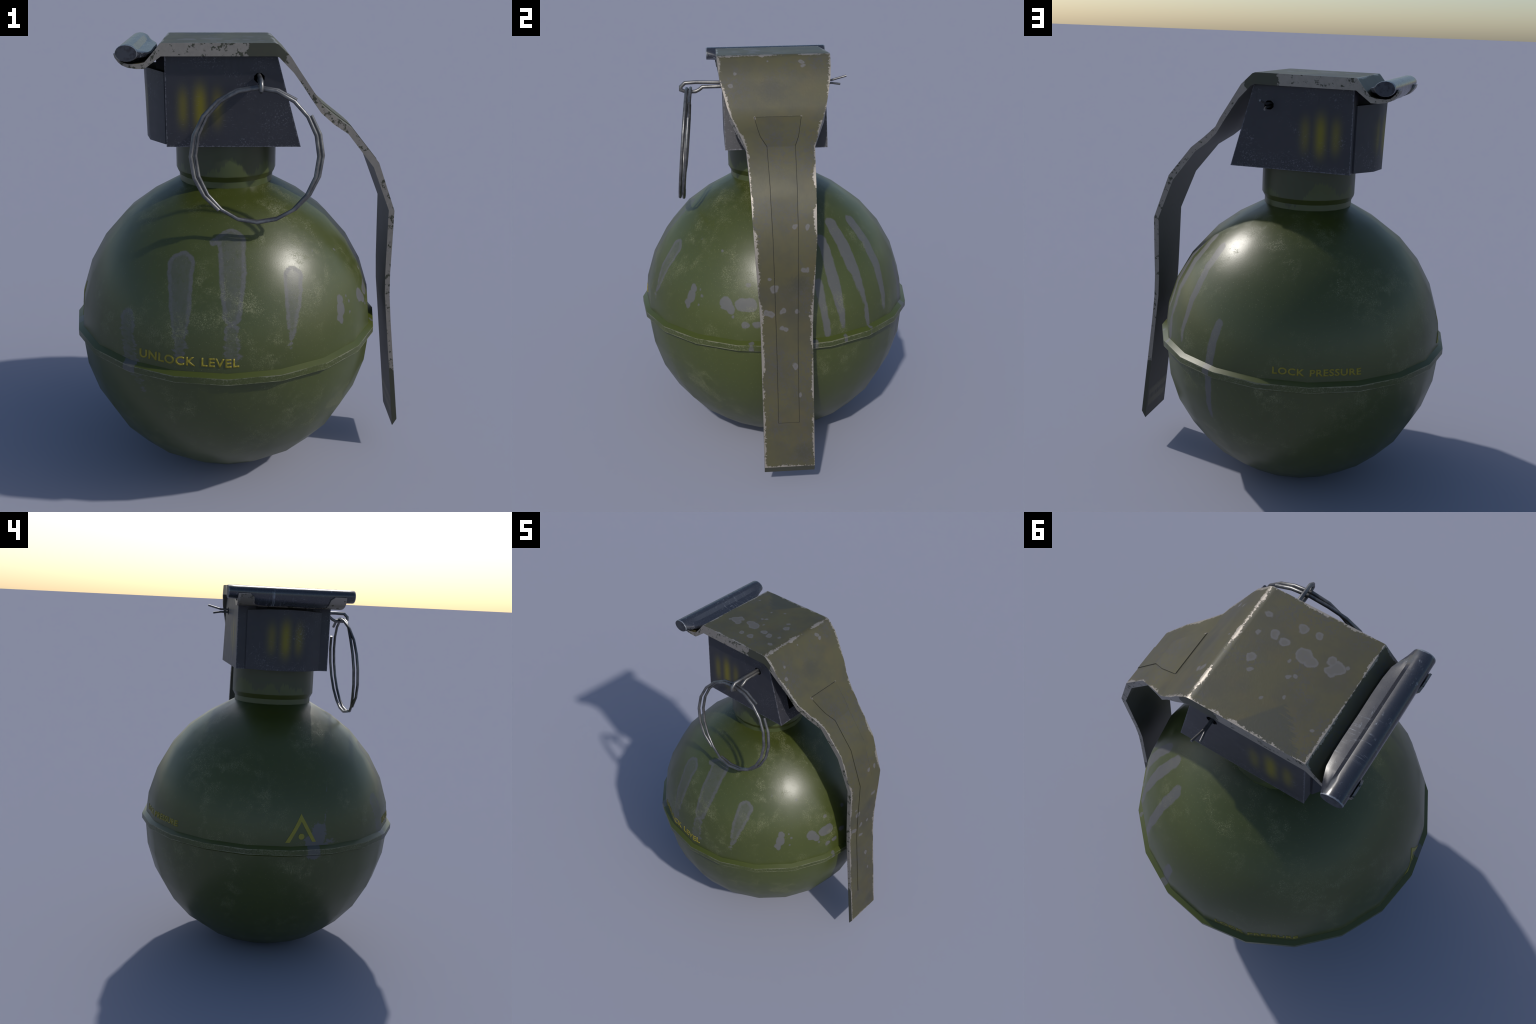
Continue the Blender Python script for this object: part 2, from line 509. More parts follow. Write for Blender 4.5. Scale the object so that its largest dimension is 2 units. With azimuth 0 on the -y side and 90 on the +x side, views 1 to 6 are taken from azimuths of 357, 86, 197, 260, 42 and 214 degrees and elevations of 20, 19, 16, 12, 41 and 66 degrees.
def tube_material():
    """Blued steel of the striker tube, rubbed bright in rings near its middle."""
    N = Net("blued_steel")
    xyz = N.sep(N.obj)
    bands = N.noise(1, 3, 0.75, vec=N.stretched(5, 105, 5))
    rub = N.m("MULTIPLY", N.step(bands, 0.53, 0.68),
              N.m("MULTIPLY", N.step(N.m("ABSOLUTE", N.m("SUBTRACT", xyz[1], 0.085)), 0.11, 0.02),
                  N.step(N.noise(16, 3, 0.7), 0.44, 0.60)))
    spots = N.m("MULTIPLY", N.step(N.noise(75, 4, 0.75, vec=N.stretched(1, 0.5, 1)), 0.58, 0.70),
                N.step(N.noise(8, 2), 0.45, 0.62))
    w = N.m("MAXIMUM", rub, N.m("MULTIPLY", spots, 0.6))
    tip = N.m("ABSOLUTE", N.m("SUBTRACT", N.m("ABSOLUTE", N.m("SUBTRACT", xyz[1], 0.003)), 0.3205))
    w = N.m("MAXIMUM", w, N.m("MULTIPLY", N.step(N.m("MULTIPLY_ADD", N.noise(60, 3), 0.012, tip), 0.011, 0.007), 0.6))
    geo = N.n("ShaderNodeNewGeometry")
    cap = N.step(N.m("ABSOLUTE", N.sep(geo.outputs["Normal"])[1]), 0.8, 0.95)
    w = N.m("MULTIPLY", w, N.m("SUBTRACT", 1.0, N.m("MULTIPLY", cap, 0.8)))
    col = N.mix(w, N.mix(cap, (0.020, 0.022, 0.031), (0.020, 0.020, 0.027)), (0.27, 0.30, 0.345))
    rough = N.m("ADD", N.m("MULTIPLY_ADD", N.noise(25, 3), 0.10, 0.22), N.m("MULTIPLY", cap, 0.32))
    metal = N.m("MULTIPLY", w, 0.4)
    nrm = N.bump(N.m("ADD", w, N.m("MULTIPLY", bands, 0.1)), 0.06, 0.002)
    return N.finish(col, rough, metal, nrm, spec=N.lerp(cap, 0.85, 0.3))


def lever_material():
    N = Net("drab_paint_lever")
    P = N.obj
    xyz = N.sep(P)
    n1 = N.noise(6, 5, 0.65)
    n2 = N.noise(58, 5, 0.70, dist=1.2)
    col = N.mix(N.step(n1, 0.38, 0.66), DRAB, (0.049, 0.046, 0.026))
    col = N.mix(N.m("MULTIPLY", N.step(N.noise(9, 2), 0.5, 0.7), 0.35), col, (0.072, 0.058, 0.023))
    # grey rubbing where paint has thinned, in wormy patches
    wz = N.m("MULTIPLY", N.step(n2, 0.49, 0.57), N.step(N.noise(5.2, 3, 0.6), 0.42, 0.58))
    col = N.mix(N.m("MULTIPLY", wz, 0.70), col, (0.048, 0.047, 0.047))
    # dark smudges: one on the slope, one low, one on the plate corner
    for c, r, k in (((0.27, -0.02, 1.85), 0.085, .65), ((0.695, 0.055, 1.05), 0.060, .70), ((0.775, 0.07, 0.22), 0.060, .60), ((0.70, 0.02, .93), 0.06, .25)):
        dd = N.v("DISTANCE", P, c)
        s = N.m("MULTIPLY", N.step(N.m("MULTIPLY_ADD", n2, 0.14, dd), r + 0.075, r * 0.55 + 0.04), k)
        col = N.mix(s, col, (0.034, 0.034, 0.026))
    brush = N.noise(1, 3, 0.7, vec=N.stretched(8, 85, 8, (0, 0, 0.35)))
    across = N.m("ADD", xyz[0], 0.157)
    fan = N.m("MAXIMUM", N.m("MULTIPLY", across, 1.36),
              N.m("MULTIPLY_ADD", across, -1.02, N.m("MULTIPLY_ADD", brush, 0.16, -0.08)))
    wedge = N.m("SUBTRACT", N.m("SUBTRACT", xyz[1], 0.11), fan)
    sm = N.m("MULTIPLY", N.step(wedge, 0.0, 0.018), N.step(xyz[2], 1.985, 1.992))
    col = N.mix(N.m("MULTIPLY", sm, 0.68), col, (0.032, 0.035, 0.028))

    # pale drops
    warp = N.v("SCALE", N.v("SUBTRACT", N.noise(24, 3, 0.5, color=True), (0.5, 0.5, 0.5)), 0.030)
    PW = N.v("ADD", P, warp)
    T = 1.9975
    spots = [(.084, -.159, T, .013), (-.056, -.171, T, .019), (-.117, -.174, T, .017), (.017, -.098, T, .017),
             (-.027, -.088, T, .018), (.077, -.076, T, .010), (.04, .024, T, .018), (-.113, -.078, T, .033),
             (-.145, -.066, T, .026), (-.205, -.112, T, .020), (-.235, -.094, T, .029), (-.225, -.075, T, .022),
             (-.110, .023, T, .010), (-.130, .011, T, .010), (-.077, .139, T, .007), (-.143, .100, T, .008),
             (-.285, .161, T, .008), (.019, .066, T, .009), (-.079, -.027, T, .007), (-.263, -.115, T, .008),
             (.6704, .0468, 1.311, .012), (.6725, .1016, 1.306, .010), (.6938, .098, 1.113, .011),
             (.6938, .080, 1.113, .012), (.6949, -.051, 1.028, .019), (.6943, -.072, 1.076, .009),
             (.6978, -.085, .912, .015), (.6978, -.068, .908, .015), (.6972, -.0153, .9225, .013),
             (.6974, .0513, .9177, .010), (.7014, -.020, .838, .012), (.7014, -.004, .834, .012),
             (.7205, .0349, .654, .014), (.7371, .0621, .516, .009), (.1727, .131, 1.967, .013),
             (.190, .1355, 1.950, .010), (.2105, -.1865, 1.9255, .009), (.2481, -.2084, 1.871, .013),
             (.168, -.0247, 1.971, .005), (.69, -.12, .93, .014)]
    d = N.shapes(PW, [(s[:3], s[:3], s[3], s[3]) for s in spots])
    drop = N.m("MULTIPLY", N.step(d, 0.0025, -0.0025), N.m("MULTIPLY_ADD", N.step(d, -0.012, -0.003), 0.22, 0.55))
    col = N.mix(drop, col, (0.112, 0.108, 0.114))

    # bare metal along the bends and rims, with a torn border
    half = N.curve(xyz[2], LEVER_HALF_WIDTH)
    half = N.lerp(N.step(xyz[0], 0.1385, 0.1395), 0.270, half)
    to_side = N.m("SUBTRACT", half, N.m("ABSOLUTE", N.m("SUBTRACT", xyz[1], Y0)))
    bends = N.m("MINIMUM", N.line_y(xyz, 0.139, 1.999), N.m("MULTIPLY", N.line_y(xyz, -0.3305, 1.9965), 1.3))
    bends = N.m("MINIMUM", bends, N.line_y(xyz, 0.7803, 0.160))
    near = N.m("MINIMUM", to_side, bends)
    tear = N.m("MULTIPLY", N.m("SUBTRACT", N.noise(105, 5, 0.75), 0.5), 0.046)
    patchy = N.m("MULTIPLY", N.m("SUBTRACT", N.noise(8, 3, 0.6), 0.5), 0.060)
    reach = N.m("ADD", N.m("ADD", tear, patchy), 0.0044)
    reach = N.m("ADD", reach, N.m("MULTIPLY", N.step(bends, 0.03, 0.0), 0.0015))
    rim = N.m("MULTIPLY", N.step(N.m("SUBTRACT", near, reach), 0.0008, -0.0008), N.step(near, 0.026, 0.018))
    # chipped top corners and upper edge of the pressed panel
    lip = N.shapes(P, [((.3402, -.104, 1.7376), (.3600, -.100, 1.7210), .0042, .0015), ((.3402, .110, 1.7376), (.345, .109, 1.733), .0035, .002),
                       ((.3402, -.104, 1.7376), (.3402, .110, 1.7376), .0004, .0004)])
    chipped = N.step(N.m("SUBTRACT", lip, N.m("MULTIPLY", tear, 0.35)), 0.0010, -0.0006)
    rim = N.m("MAXIMUM", rim, chipped)
    # the two hook tabs are mostly bare
    tab = N.m("MULTIPLY", N.step(xyz[0], -0.455, -0.470), N.lerp(N.step(xyz[1], 0.16, 0.0), 0.45, 1.0))
    rim = N.m("MAXIMUM", rim, N.m("MULTIPLY", tab, N.step(N.noise(28, 4, 0.6), 0.60, 0.57)))
    ay = N.m("ABSOLUTE", N.m("SUBTRACT", xyz[1], Y0))
    tip = N.m("MINIMUM", N.m("SUBTRACT", ay, 0.192), N.m("SUBTRACT", 1.9552, xyz[2]))
    tip = N.m("MULTIPLY", N.step(N.m("SUBTRACT", tip, N.m("MULTIPLY", tear, 0.4)), 0.006, 0.003), N.step(xyz[0], -0.468, -0.475))
    rim = N.m("MAXIMUM", rim, tip)
    col = N.mix(rim, col, METAL)
    rough = N.m("MULTIPLY_ADD", n1, 0.15, 0.42)
    rough = N.lerp(rim, rough, 0.40)
    metal = N.m("MULTIPLY", rim, 0.55)
    hgt = N.m("ADD", N.m("MULTIPLY", n2, 0.5), N.m("ADD", N.m("MULTIPLY", rim, -1.2), N.m("MULTIPLY", N.noise(180, 2), 0.2)))
    nrm = N.bump(hgt, 0.28, 0.002)
    return N.finish(col, rough, metal, nrm, spec=0.45)


def lever_edge_material():
    """Thickness of the lever strip: bare grey metal with islands of paint left."""
    N = Net("worn_lever_edge")
    xyz = N.sep(N.obj)
    big = N.noise(3.3, 2, 0.5)
    small = N.noise(34, 5, 0.72)
    painted = N.step(N.m("MULTIPLY_ADD", small, 0.75, N.m("MULTIPLY", big, 0.30)), 0.585, 0.600)
    # paint survives round the front bend of the plate and at the lower end
    keep = N.m("ADD", N.step(N.v("DISTANCE", N.obj, (0.10, -.25, 1.96)), 0.14, 0.04),
               N.m("ADD", N.step(N.v("DISTANCE", N.obj, (0.10, .25, 1.96)), 0.14, 0.04),
                   N.step(xyz[2], 0.60, 0.35)))
    p2 = N.step(N.m("MULTIPLY_ADD", keep, 0.36, N.m("MULTIPLY", small, 0.6)), 0.50, 0.52)
    paint = N.m("MAXIMUM", painted, p2)
    met = N.mix(N.noise(45, 4, 0.7), (0.19, 0.172, 0.148), (0.30, 0.273, 0.24))
    col = N.mix(paint, met, (0.042, 0.043, 0.026))
    rough = N.lerp(paint, 0.42, 0.50)
    metal = N.m("MULTIPLY", N.m("SUBTRACT", 1.0, paint), 0.30)
    nrm = N.bump(N.m("ADD", paint, N.m("MULTIPLY", N.noise(90, 3), 0.4)), 0.25, 0.002)
    return N.finish(col, rough, metal, nrm, spec=0.45)


def lever_under_material():
    """Inner face of the lever: dull dark olive; two worn bands near its tip."""
    N = Net("drab_paint_underside")
    xyz = N.sep(N.obj)
    n1 = N.noise(7, 4, 0.6)
    col = N.mix(N.step(n1, 0.35, 0.65), (0.055, 0.055, 0.042), (0.070, 0.070, 0.062))
    z = N.m("ADD", xyz[2], N.m("MULTIPLY", N.noise(90, 3, 0.7), 0.035))
    comb = N.step(N.noise(1, 1, 0.5, vec=N.stretched(2, 160, 2)), 0.40, 0.60)
    band = N.m("MULTIPLY", N.step(z, 0.195, 0.215), N.step(z, 0.310, 0.290))
    gap = N.m("MULTIPLY", N.step(z, 0.235, 0.245), N.step(z, 0.272, 0.262))
    band = N.m("MULTIPLY", band, N.m("SUBTRACT", 1.0, N.m("MULTIPLY", gap, N.m("MULTIPLY_ADD", comb, 0.5, 0.35))))
    inner = N.step(N.m("ABSOLUTE", N.m("SUBTRACT", xyz[1], Y0)), 0.112, 0.098)
    band = N.m("MULTIPLY", band, inner)
    col = N.mix(N.m("MULTIPLY", band, 0.75), col, (0.17, 0.16, 0.11))
    nrm = N.bump(N.m("ADD", N.noise(60, 4), N.m("MULTIPLY", band, 2.0)), 0.25, 0.002)
    return N.finish(col, N.m("MULTIPLY_ADD", n1, 0.2, 0.42), 0.0, nrm, spec=0.4)


def wire_material():
    N = Net("steel_wire")
    n = N.noise(22, 4, 0.65)
    col = N.mix(N.step(n, 0.35, 0.7), (0.11, 0.11, 0.115), (0.20, 0.197, 0.193))
    rough = N.m("MULTIPLY_ADD", N.noise(50, 3), 0.14, 0.32)
    return N.finish(col, rough, 0.75, N.bump(N.noise(140, 2), 0.08, 0.002), spec=0.5)


def flat_material(name, color, rough=0.5, var=None):
    N = Net(name)
    col = N.mix(N.step(N.noise(60, 4, 0.7), 0.35, 0.7), color, var or tuple(c * 0.75 for c in color))
    return N.finish(col, rough, 0.0, N.bump(N.noise(150, 2), 0.1, 0.002), spec=0.4)


M_BODY = body_material()
M_RIB = rib_material()
M_NECK = neck_material()
M_SLATE = slate_material()
M_TUBE = tube_material()
M_LEVER = lever_material()
M_EDGE = lever_edge_material()
M_UNDER = lever_under_material()
M_WIRE = wire_material()
M_LETTER = flat_material("yellow_paint_letters", (0.215, 0.180, 0.012), 0.45, (0.180, 0.150, 0.012))
M_EMBLEM = flat_material("yellow_paint_emblem", (0.225, 0.205, 0.022), 0.50, (0.205, 0.185, 0.020))
M_GROOVE = flat_material("dark_border", (0.016, 0.015, 0.009), 0.7)
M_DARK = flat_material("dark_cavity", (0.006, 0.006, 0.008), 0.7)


# ================================================================== root
root = bpy.data.objects.new("hand_grenade", None)
bpy.context.scene.collection.objects.link(root)
root["label"] = "round olive green hand grenade with worn lever and pull ring"
root["category"] = "grenade"

# ================================================================== body
ZC, RB, HU, HL = 0.694, 0.6935, 0.7055, 0.7225
profile = []
for i in range(6, 0, -1):
    a = math.radians(-12 * i)
    profile.append((RB * math.cos(a), max(0.004, ZC + HL * math.sin(a))))
profile.insert(0, (0.10, 0.0))
for i in range(0, 7):
    a = math.radians(12 * i)
    profile.append((RB * math.cos(a), ZC + HU * math.sin(a)))
profile[-1] = (0.2125, 1.3790)
bv, bf = lathe(profile, SIDES)
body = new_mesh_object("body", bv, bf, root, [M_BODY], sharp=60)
body_bvh = BVHTree.FromPolygons([Vector(v) for v in bv], bf)

# seam rib round the equator: sloped shoulders, narrow flat rim
rib_profile = [(0.672, 0.6690), (0.6905, 0.6790), (0.7125, 0.6915), (0.7125, 0.7200), (0.6905, 0.7330), (0.672, 0.743)]
rv, rf = lathe(rib_profile, SIDES, False, False)
n = len(rib_profile)
for k in range(SIDES):                                  # close the inside
    k2 = (k + 1) % SIDES
    rf.append(((n - 1) * SIDES + k, (n - 1) * SIDES + k2, k2, k))
rib = new_mesh_object("seam_rib", rv, rf, body, [M_RIB], sharp=25)

# neck
neck_profile = [(0.2115, 1.3700), (0.2115, 1.4060), (0.2250, 1.4310), (0.2252, 1.5000), (0.2245, 1.5740)]
nv, nf = lathe(neck_profile, SIDES)
neck = new_mesh_object("neck", nv, nf, root, [M_NECK], sharp=25)

# ================================================================== fuze housing
XB, YW = -0.318, 0.2455
ZB, ZT, ZTB = 1.570, 1.9440, 1.8760
side_profile = [(XB, ZB), (0.2480, ZB), (0.1440, ZT), (XB, ZT)]
hv = [(x, Y0 - YW, z) for x, z in side_profile] + [(x, Y0 + YW, z) for x, z in side_profile]
hf = [(0, 1, 2, 3), (7, 6, 5, 4)] + [(i, i + 4, (i + 1) % 4 + 4, (i + 1) % 4) for i in range(4)]
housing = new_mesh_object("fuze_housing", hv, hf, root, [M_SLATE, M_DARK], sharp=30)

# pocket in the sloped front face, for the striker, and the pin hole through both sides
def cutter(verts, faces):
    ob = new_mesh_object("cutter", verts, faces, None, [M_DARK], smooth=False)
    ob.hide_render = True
    return ob

def apply_cut(target, cut):
    mod = target.modifiers.new("cut", "BOOLEAN")
    mod.operation = "DIFFERENCE"
    mod.solver = "EXACT"
    mod.object = cut
    dg = bpy.context.evaluated_depsgraph_get()
    me = bpy.data.meshes.new_from_object(target.evaluated_get(dg))
    target.modifiers.clear()
    old = target.data
    target.data = me
    me.name = old.name
    bpy.data.meshes.remove(old)
    bpy.data.objects.remove(cut, do_unlink=True)

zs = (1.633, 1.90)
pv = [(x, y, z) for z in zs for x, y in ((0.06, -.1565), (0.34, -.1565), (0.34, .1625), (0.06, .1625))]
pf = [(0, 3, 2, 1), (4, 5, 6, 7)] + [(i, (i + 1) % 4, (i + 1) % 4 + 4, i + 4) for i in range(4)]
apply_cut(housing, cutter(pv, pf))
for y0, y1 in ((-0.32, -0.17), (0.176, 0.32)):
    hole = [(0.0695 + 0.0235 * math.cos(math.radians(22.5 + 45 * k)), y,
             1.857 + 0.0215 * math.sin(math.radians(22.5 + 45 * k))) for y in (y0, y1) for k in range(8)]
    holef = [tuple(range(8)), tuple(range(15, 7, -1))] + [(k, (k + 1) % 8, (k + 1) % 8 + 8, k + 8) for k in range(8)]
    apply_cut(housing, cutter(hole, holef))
for p in housing.data.polygons:
    p.use_smooth = False

# rounded bulge at the back of the housing
bulge_plan = [(-0.310, -.194), (-0.326, -.194), (-0.3985, -.0935), (-0.4185, Y0), (-0.3985, .0995), (-0.326, .200), (-0.310, .200)]
gv, gf, gm = [], [], []
for z, s in ((ZB + 0.0012, 1.0), (ZB + 0.19, 1.03), (ZTB, 1.06)):
    for x, y in bulge_plan:
        lip = 0.11 * (-0.326 - x) if z == ZTB and x < -0.326 else 0.0     # rim rises outwards
        gv.append((XB + (x - XB) * s if x < XB else x, y, z - 0.003 * (z == ZTB) + lip))
m = len(bulge_plan)
for r in range(2):
    for k in range(m):
        k2 = (k + 1) % m
        gf.append((r * m + k, r * m + k2, (r + 1) * m + k2, (r + 1) * m + k))
        gm.append(0)
gf += [tuple(range(m))[::-1], tuple(range(2 * m, 3 * m))]
gm += [0, 1]
bulge = new_mesh_object("housing_bulge", gv, gf, housing, [M_SLATE, M_DARK], gm, sharp=50)

# dark block between the housing and the hook of the lever
kx = [(-0.310, 1.865, .158), (-0.362, 1.865, .105), (-0.362, 1.913, .105), (-0.331, 1.9400, .150), (-0.310, 1.9420, .158)]
kv = [(x, Y0 + sg * y, z) for sg in (-1, 1) for x, z, y in kx]
kf = [tuple(range(5)), tuple(range(9, 4, -1))] + [(i, (i + 1) % 5, (i + 1) % 5 + 5, i + 5) for i in range(5)]
plug = new_mesh_object("dark_plug", kv, kf, housing, [M_DARK], smooth=False)

# ================================================================== striker tube
TX, TZ, TRX, TRZ, TLEN = -0.4630, 1.9607, 0.0440, 0.0325, 0.3225
# one lofted body: an oval tube at both ends that swells into a web towards the housing.
# each entry: angle on the oval, and the point it moves to in the full middle section
section = [(90, None), (108, None), (126, None), (144, None), (162, None), (180, None), (198, (-.5065, 1.942)), (216, (-.5000, 1.928)),
           (234, (-.4860, 1.912)), (252, (-.4680, 1.8985)), (270, (-.4460, 1.8965)), (288, (-.4200, 1.9040)), (306, (-.3950, 1.9210)),
           (324, (-.3780, 1.9380)), (342, (-.3740, 1.9490)), (358, (-.3780, 1.9555)), (10, (-.3930, 1.9592)), (22, (-.4080, 1.9626)),
           (36, (-.4235, 1.9655)), (54, None), (72, None)]
loft = [(-.3225, 0.0, 0.965), (-.3185, 0.0, 1.0), (-.290, .22, 1.0), (-.262, .50, 1.0), (-.225, .84, 1.0), (-.170, .97, 1.0),
        (-.100, 1.0, 1.0), (0.0, .97, 1.0), (.100, 1.0, 1.0), (.165, .97, 1.0), (.222, .84, 1.0), (.262, .52, 1.0), (.290, .24, 1.0),
        (.3185, 0.0, 1.0), (.3225, 0.0, 0.965)]
tv, tf = [], []
segs = len(section)
for y, s, k in loft:
    for ang, full in section:
        a = math.radians(ang)
        x, z = TRX * k * math.cos(a), TRZ * k * math.sin(a)
        p = Vector((TX + x - 0.10 * z, TZ + z + 0.04 * x))
        if full:
            below = 195 < ang < 310                 # the belly is shorter than the web above it
            p = p.lerp(Vector(full), s ** 3 if below else s)
        tv.append((p.x, Y0 + y, p.y))
for i in range(len(loft) - 1):
    for q in range(segs):
        q2 = (q + 1) % segs
        tf.append((i * segs + q, i * segs + q2, (i + 1) * segs + q2, (i + 1) * segs + q))
tf += [tuple(range(segs))[::-1], tuple(range((len(loft) - 1) * segs, len(loft) * segs))]
tube = new_mesh_object("striker_tube", tv, tf, root, [M_TUBE], sharp=30)

# ================================================================== safety lever
# stations along the strip: outer (x, z), inner (x, z), half width, inner slot half width
stations = [
    ((-0.5105, 1.9550), (-0.5185, 1.9545), 0.2735, 0.2150),
    ((-0.5040, 1.9410), (-0.5140, 1.9385), 0.2745, 0.1950),
    ((-0.4905, 1.9265), (-0.5000, 1.9200), 0.2750, 0.1910),
    ((-0.4790, 1.9180), (-0.4860, 1.9085), 0.2740, 0.1900),
    ((-0.4600, 1.9133), (-0.4640, 1.8990), 0.2720, 0.1800),
    ((-0.4210, 1.9150), (-0.4290, 1.8940), 0.2700, 0.1600),
    ((-0.3965, 1.9205), (-0.3972, 1.8945), 0.2700, 0.1600),
    ((-0.3685, 1.9510), (-0.3605, 1.9215), 0.2700, 0.1600),
    ((-0.3305, 1.9965), (-0.3300, 1.9445), 0.2700, 0.1600),
    ((0.1170, 1.9990), (0.1170, 1.9465), 0.2697, 0.1600),
    ((0.1310, 1.9988), (0.1360, 1.9465), 0.2696, 0.1600),
    ((0.1448, 1.9937), (0.1490, 1.9415), 0.2690, 0.1600),
    ((0.1545, 1.9846), (0.1535, 1.9370), 0.2682, 0.1600),
    ((0.1980, 1.9440), (0.1672, 1.9230), 0.2650, 0.1500),
    ((0.2310, 1.8950), (0.2110, 1.8790), 0.2590, 0.1500),
    ((0.3110, 1.7820), (0.2850, 1.7800), 0.2310, 0.1400),
    ((0.3385, 1.7390), (0.3340, 1.7080), 0.2155, 0.1300),
    ((0.4070, 1.6835), (0.3937, 1.6545), 0.1850, 0.1100),
    ((0.4860, 1.6246), (0.4640, 1.6060), 0.1550, 0.0950),
    ((0.6080, 1.4765), (0.5850, 1.4560), 0.1455, 0.0900),
    ((0.6920, 1.2540), (0.6662, 1.2560), 0.1390, 0.0850),
    ((0.6945, 1.1000), (0.6695, 1.1000), 0.1310, 0.0800),
    ((0.6960, 0.9470), (0.6730, 0.9450), 0.1225, 0.0750),
    ((0.7016, 0.8320), (0.6790, 0.8320), 0.1185, 0.0750),
    ((0.7149, 0.7000), (0.6932, 0.7100), 0.1185, 0.0750),
    ((0.7803, 0.1600), (0.7600, 0.1230), 0.1185, 0.0750),
]
SLOT_END = 5                      # the gap between the two hook tabs ends at this station
lv, lf, lm = [], [], []
for (ox, oz), (ix, iz), w, s in stations:
    for x, z in ((ox, oz), (ix, iz)):
        for y in (-w, -s, s, w):
            lv.append((x, Y0 + y, z))
def L(i, layer, c):
    return i * 8 + layer * 4 + c
ns = len(stations)
for i in range(ns - 1):
    for c in range(3):
        if c == 1 and i < SLOT_END:
            continue
        lf.append((L(i, 0, c), L(i + 1, 0, c), L(i + 1, 0, c + 1), L(i, 0, c + 1))); lm.append(0)
        lf.append((L(i, 1, c), L(i, 1, c + 1), L(i + 1, 1, c + 1), L(i + 1, 1, c))); lm.append(2)
    cols = [0, 3] + ([1, 2] if i < SLOT_END else [])
    for c in cols:
        lf.append((L(i, 0, c), L(i, 1, c), L(i + 1, 1, c), L(i + 1, 0, c))); lm.append(1)
for c in (0, 2):
    lf.append((L(0, 0, c), L(0, 0, c + 1), L(0, 1, c + 1), L(0, 1, c))); lm.append(1)
lf.append((L(SLOT_END, 0, 1), L(SLOT_END, 0, 2), L(SLOT_END, 1, 2), L(SLOT_END, 1, 1))); lm.append(1)
for c in range(3):
    lf.append((L(ns - 1, 0, c), L(ns - 1, 1, c), L(ns - 1, 1, c + 1), L(ns - 1, 0, c + 1))); lm.append(1)
# the tabs outside the bend show painted metal, not the dark underside
for idx, f in enumerate(lf):
    if lm[idx] == 2 and max(lv[q][0] for q in f) < -0.40:
        lm[idx] = 0
lever = new_mesh_object("safety_lever", lv, lf, root, [M_LEVER, M_EDGE, M_UNDER], lm, sharp=32)

# pressed panel on the outer face of the lever, edged by a thin, slightly proud dark strip
out = [Vector((s[0][0], s[0][1])) for s in stations]
def at_height(z):
    """Outer lever line at height z (front part of the strip): point and normal in x-z."""
    for a, b in zip(out[12:], out[13:]):
        if b.y <= z <= a.y:
            t = (a.y - z) / (a.y - b.y)
            p = a.lerp(b, t)
            d = (b - a).normalized()
            return p, Vector((-d.y, d.x))
panel_rows = [(1.7360, -.1045, .1110), (1.6835, -.0895, .0945), (1.6635, -.0825, .0885), (1.6275, -.0570, .0680),
              (1.4765, -.0545, .0620), (1.4230, -.0545, .0612), (1.2540, -.0510, .0585), (1.1040, -.0485, .0568),
              (0.9470, -.0460, .0545), (0.8320, -.0445, .0525), (0.7000, -.0436, .0510), (0.3818, -.0435, .0505)]
for (_, z) in [(s[0][0], s[0][1]) for s in stations[16:-1]]:          # follow every kink of the strip
    for i, (r0, r1) in enumerate(zip(panel_rows, panel_rows[1:])):
        if r1[0] + 1e-4 < z < r0[0] - 1e-4:
            t = (r0[0] - z) / (r0[0] - r1[0])
            panel_rows.insert(i + 1, (z, r0[1] + (r1[1] - r0[1]) * t, r0[2] + (r1[2] - r0[2]) * t))
            break
def strip_plate(rows, lift, depth, grow):
    v, f = [], []
    k = len(rows)
    for i, (z, yl, yr) in enumerate(rows):
        zz = z + (grow if i == 0 else -grow if i == k - 1 else 0)
        p, nn = at_height(zz)
        for y in (yl - grow, yr + grow):
            for h in (lift, -depth):
                q = p + nn * h
                v.append((q.x, y, q.y))
    for i in range(k - 1):
        a, b = i * 4, i * 4 + 4
        f += [(a, b, b + 2, a + 2), (a + 1, a + 3, b + 3, b + 1), (a, a + 1, b + 1, b), (a + 2, b + 2, b + 3, a + 3)]
    f += [(0, 2, 3, 1), ((k - 1) * 4, (k - 1) * 4 + 1, (k - 1) * 4 + 3, (k - 1) * 4 + 2)]
    return v, f
gv2, gf2 = strip_plate(panel_rows, 0.0006, 0.004, 0.0026)
groove = new_mesh_object("panel_border_strip", gv2, gf2, lever, [M_GROOVE], sharp=35)
pv2, pf2 = strip_plate(panel_rows, 0.0026, 0.004, 0.0)
panel = new_mesh_object("lever_panel", pv2, pf2, lever, [M_LEVER], sharp=35)

# ================================================================== cotter pin
PR = 0.0088
pin_x = 0.0690
upper = [(pin_x + 0.006, 0.362, 1.8845), (pin_x, 0.290, 1.8650), (pin_x, 0.240, 1.8655), (pin_x, -0.250, 1.8675), (pin_x, -0.370, 1.8715),
         (pin_x, -0.4235, 1.8700), (pin_x, -0.4440, 1.8520), (pin_x, -0.4445, 1.8370), (pin_x, -0.4180, 1.8265),
         (pin_x, -0.3740, 1.8275), (pin_x, -0.3560, 1.8360), (pin_x, -0.3390, 1.8490), (pin_x, -0.2500, 1.8490), (pin_x, 0.240, 1.8500),
         (pin_x - 0.001, 0.291, 1.8510), (pin_x - 0.007, 0.334, 1.8440)]
def gauge(p):
    return 0.0052 if p[1] > 0.2 else PR
cv, cf = sweep(upper, 1.0, False, 8, Vector((1, 0, 0)))
ncs = 8
for i, p in enumerate(upper):
    for k in range(ncs):
        q = Vector(p)
        cv[i * ncs + k] = q + (Vector(cv[i * ncs + k]) - q) * gauge(p)
pin = new_mesh_object("cotter_pin", cv, cf, root, [M_WIRE], sharp=50)

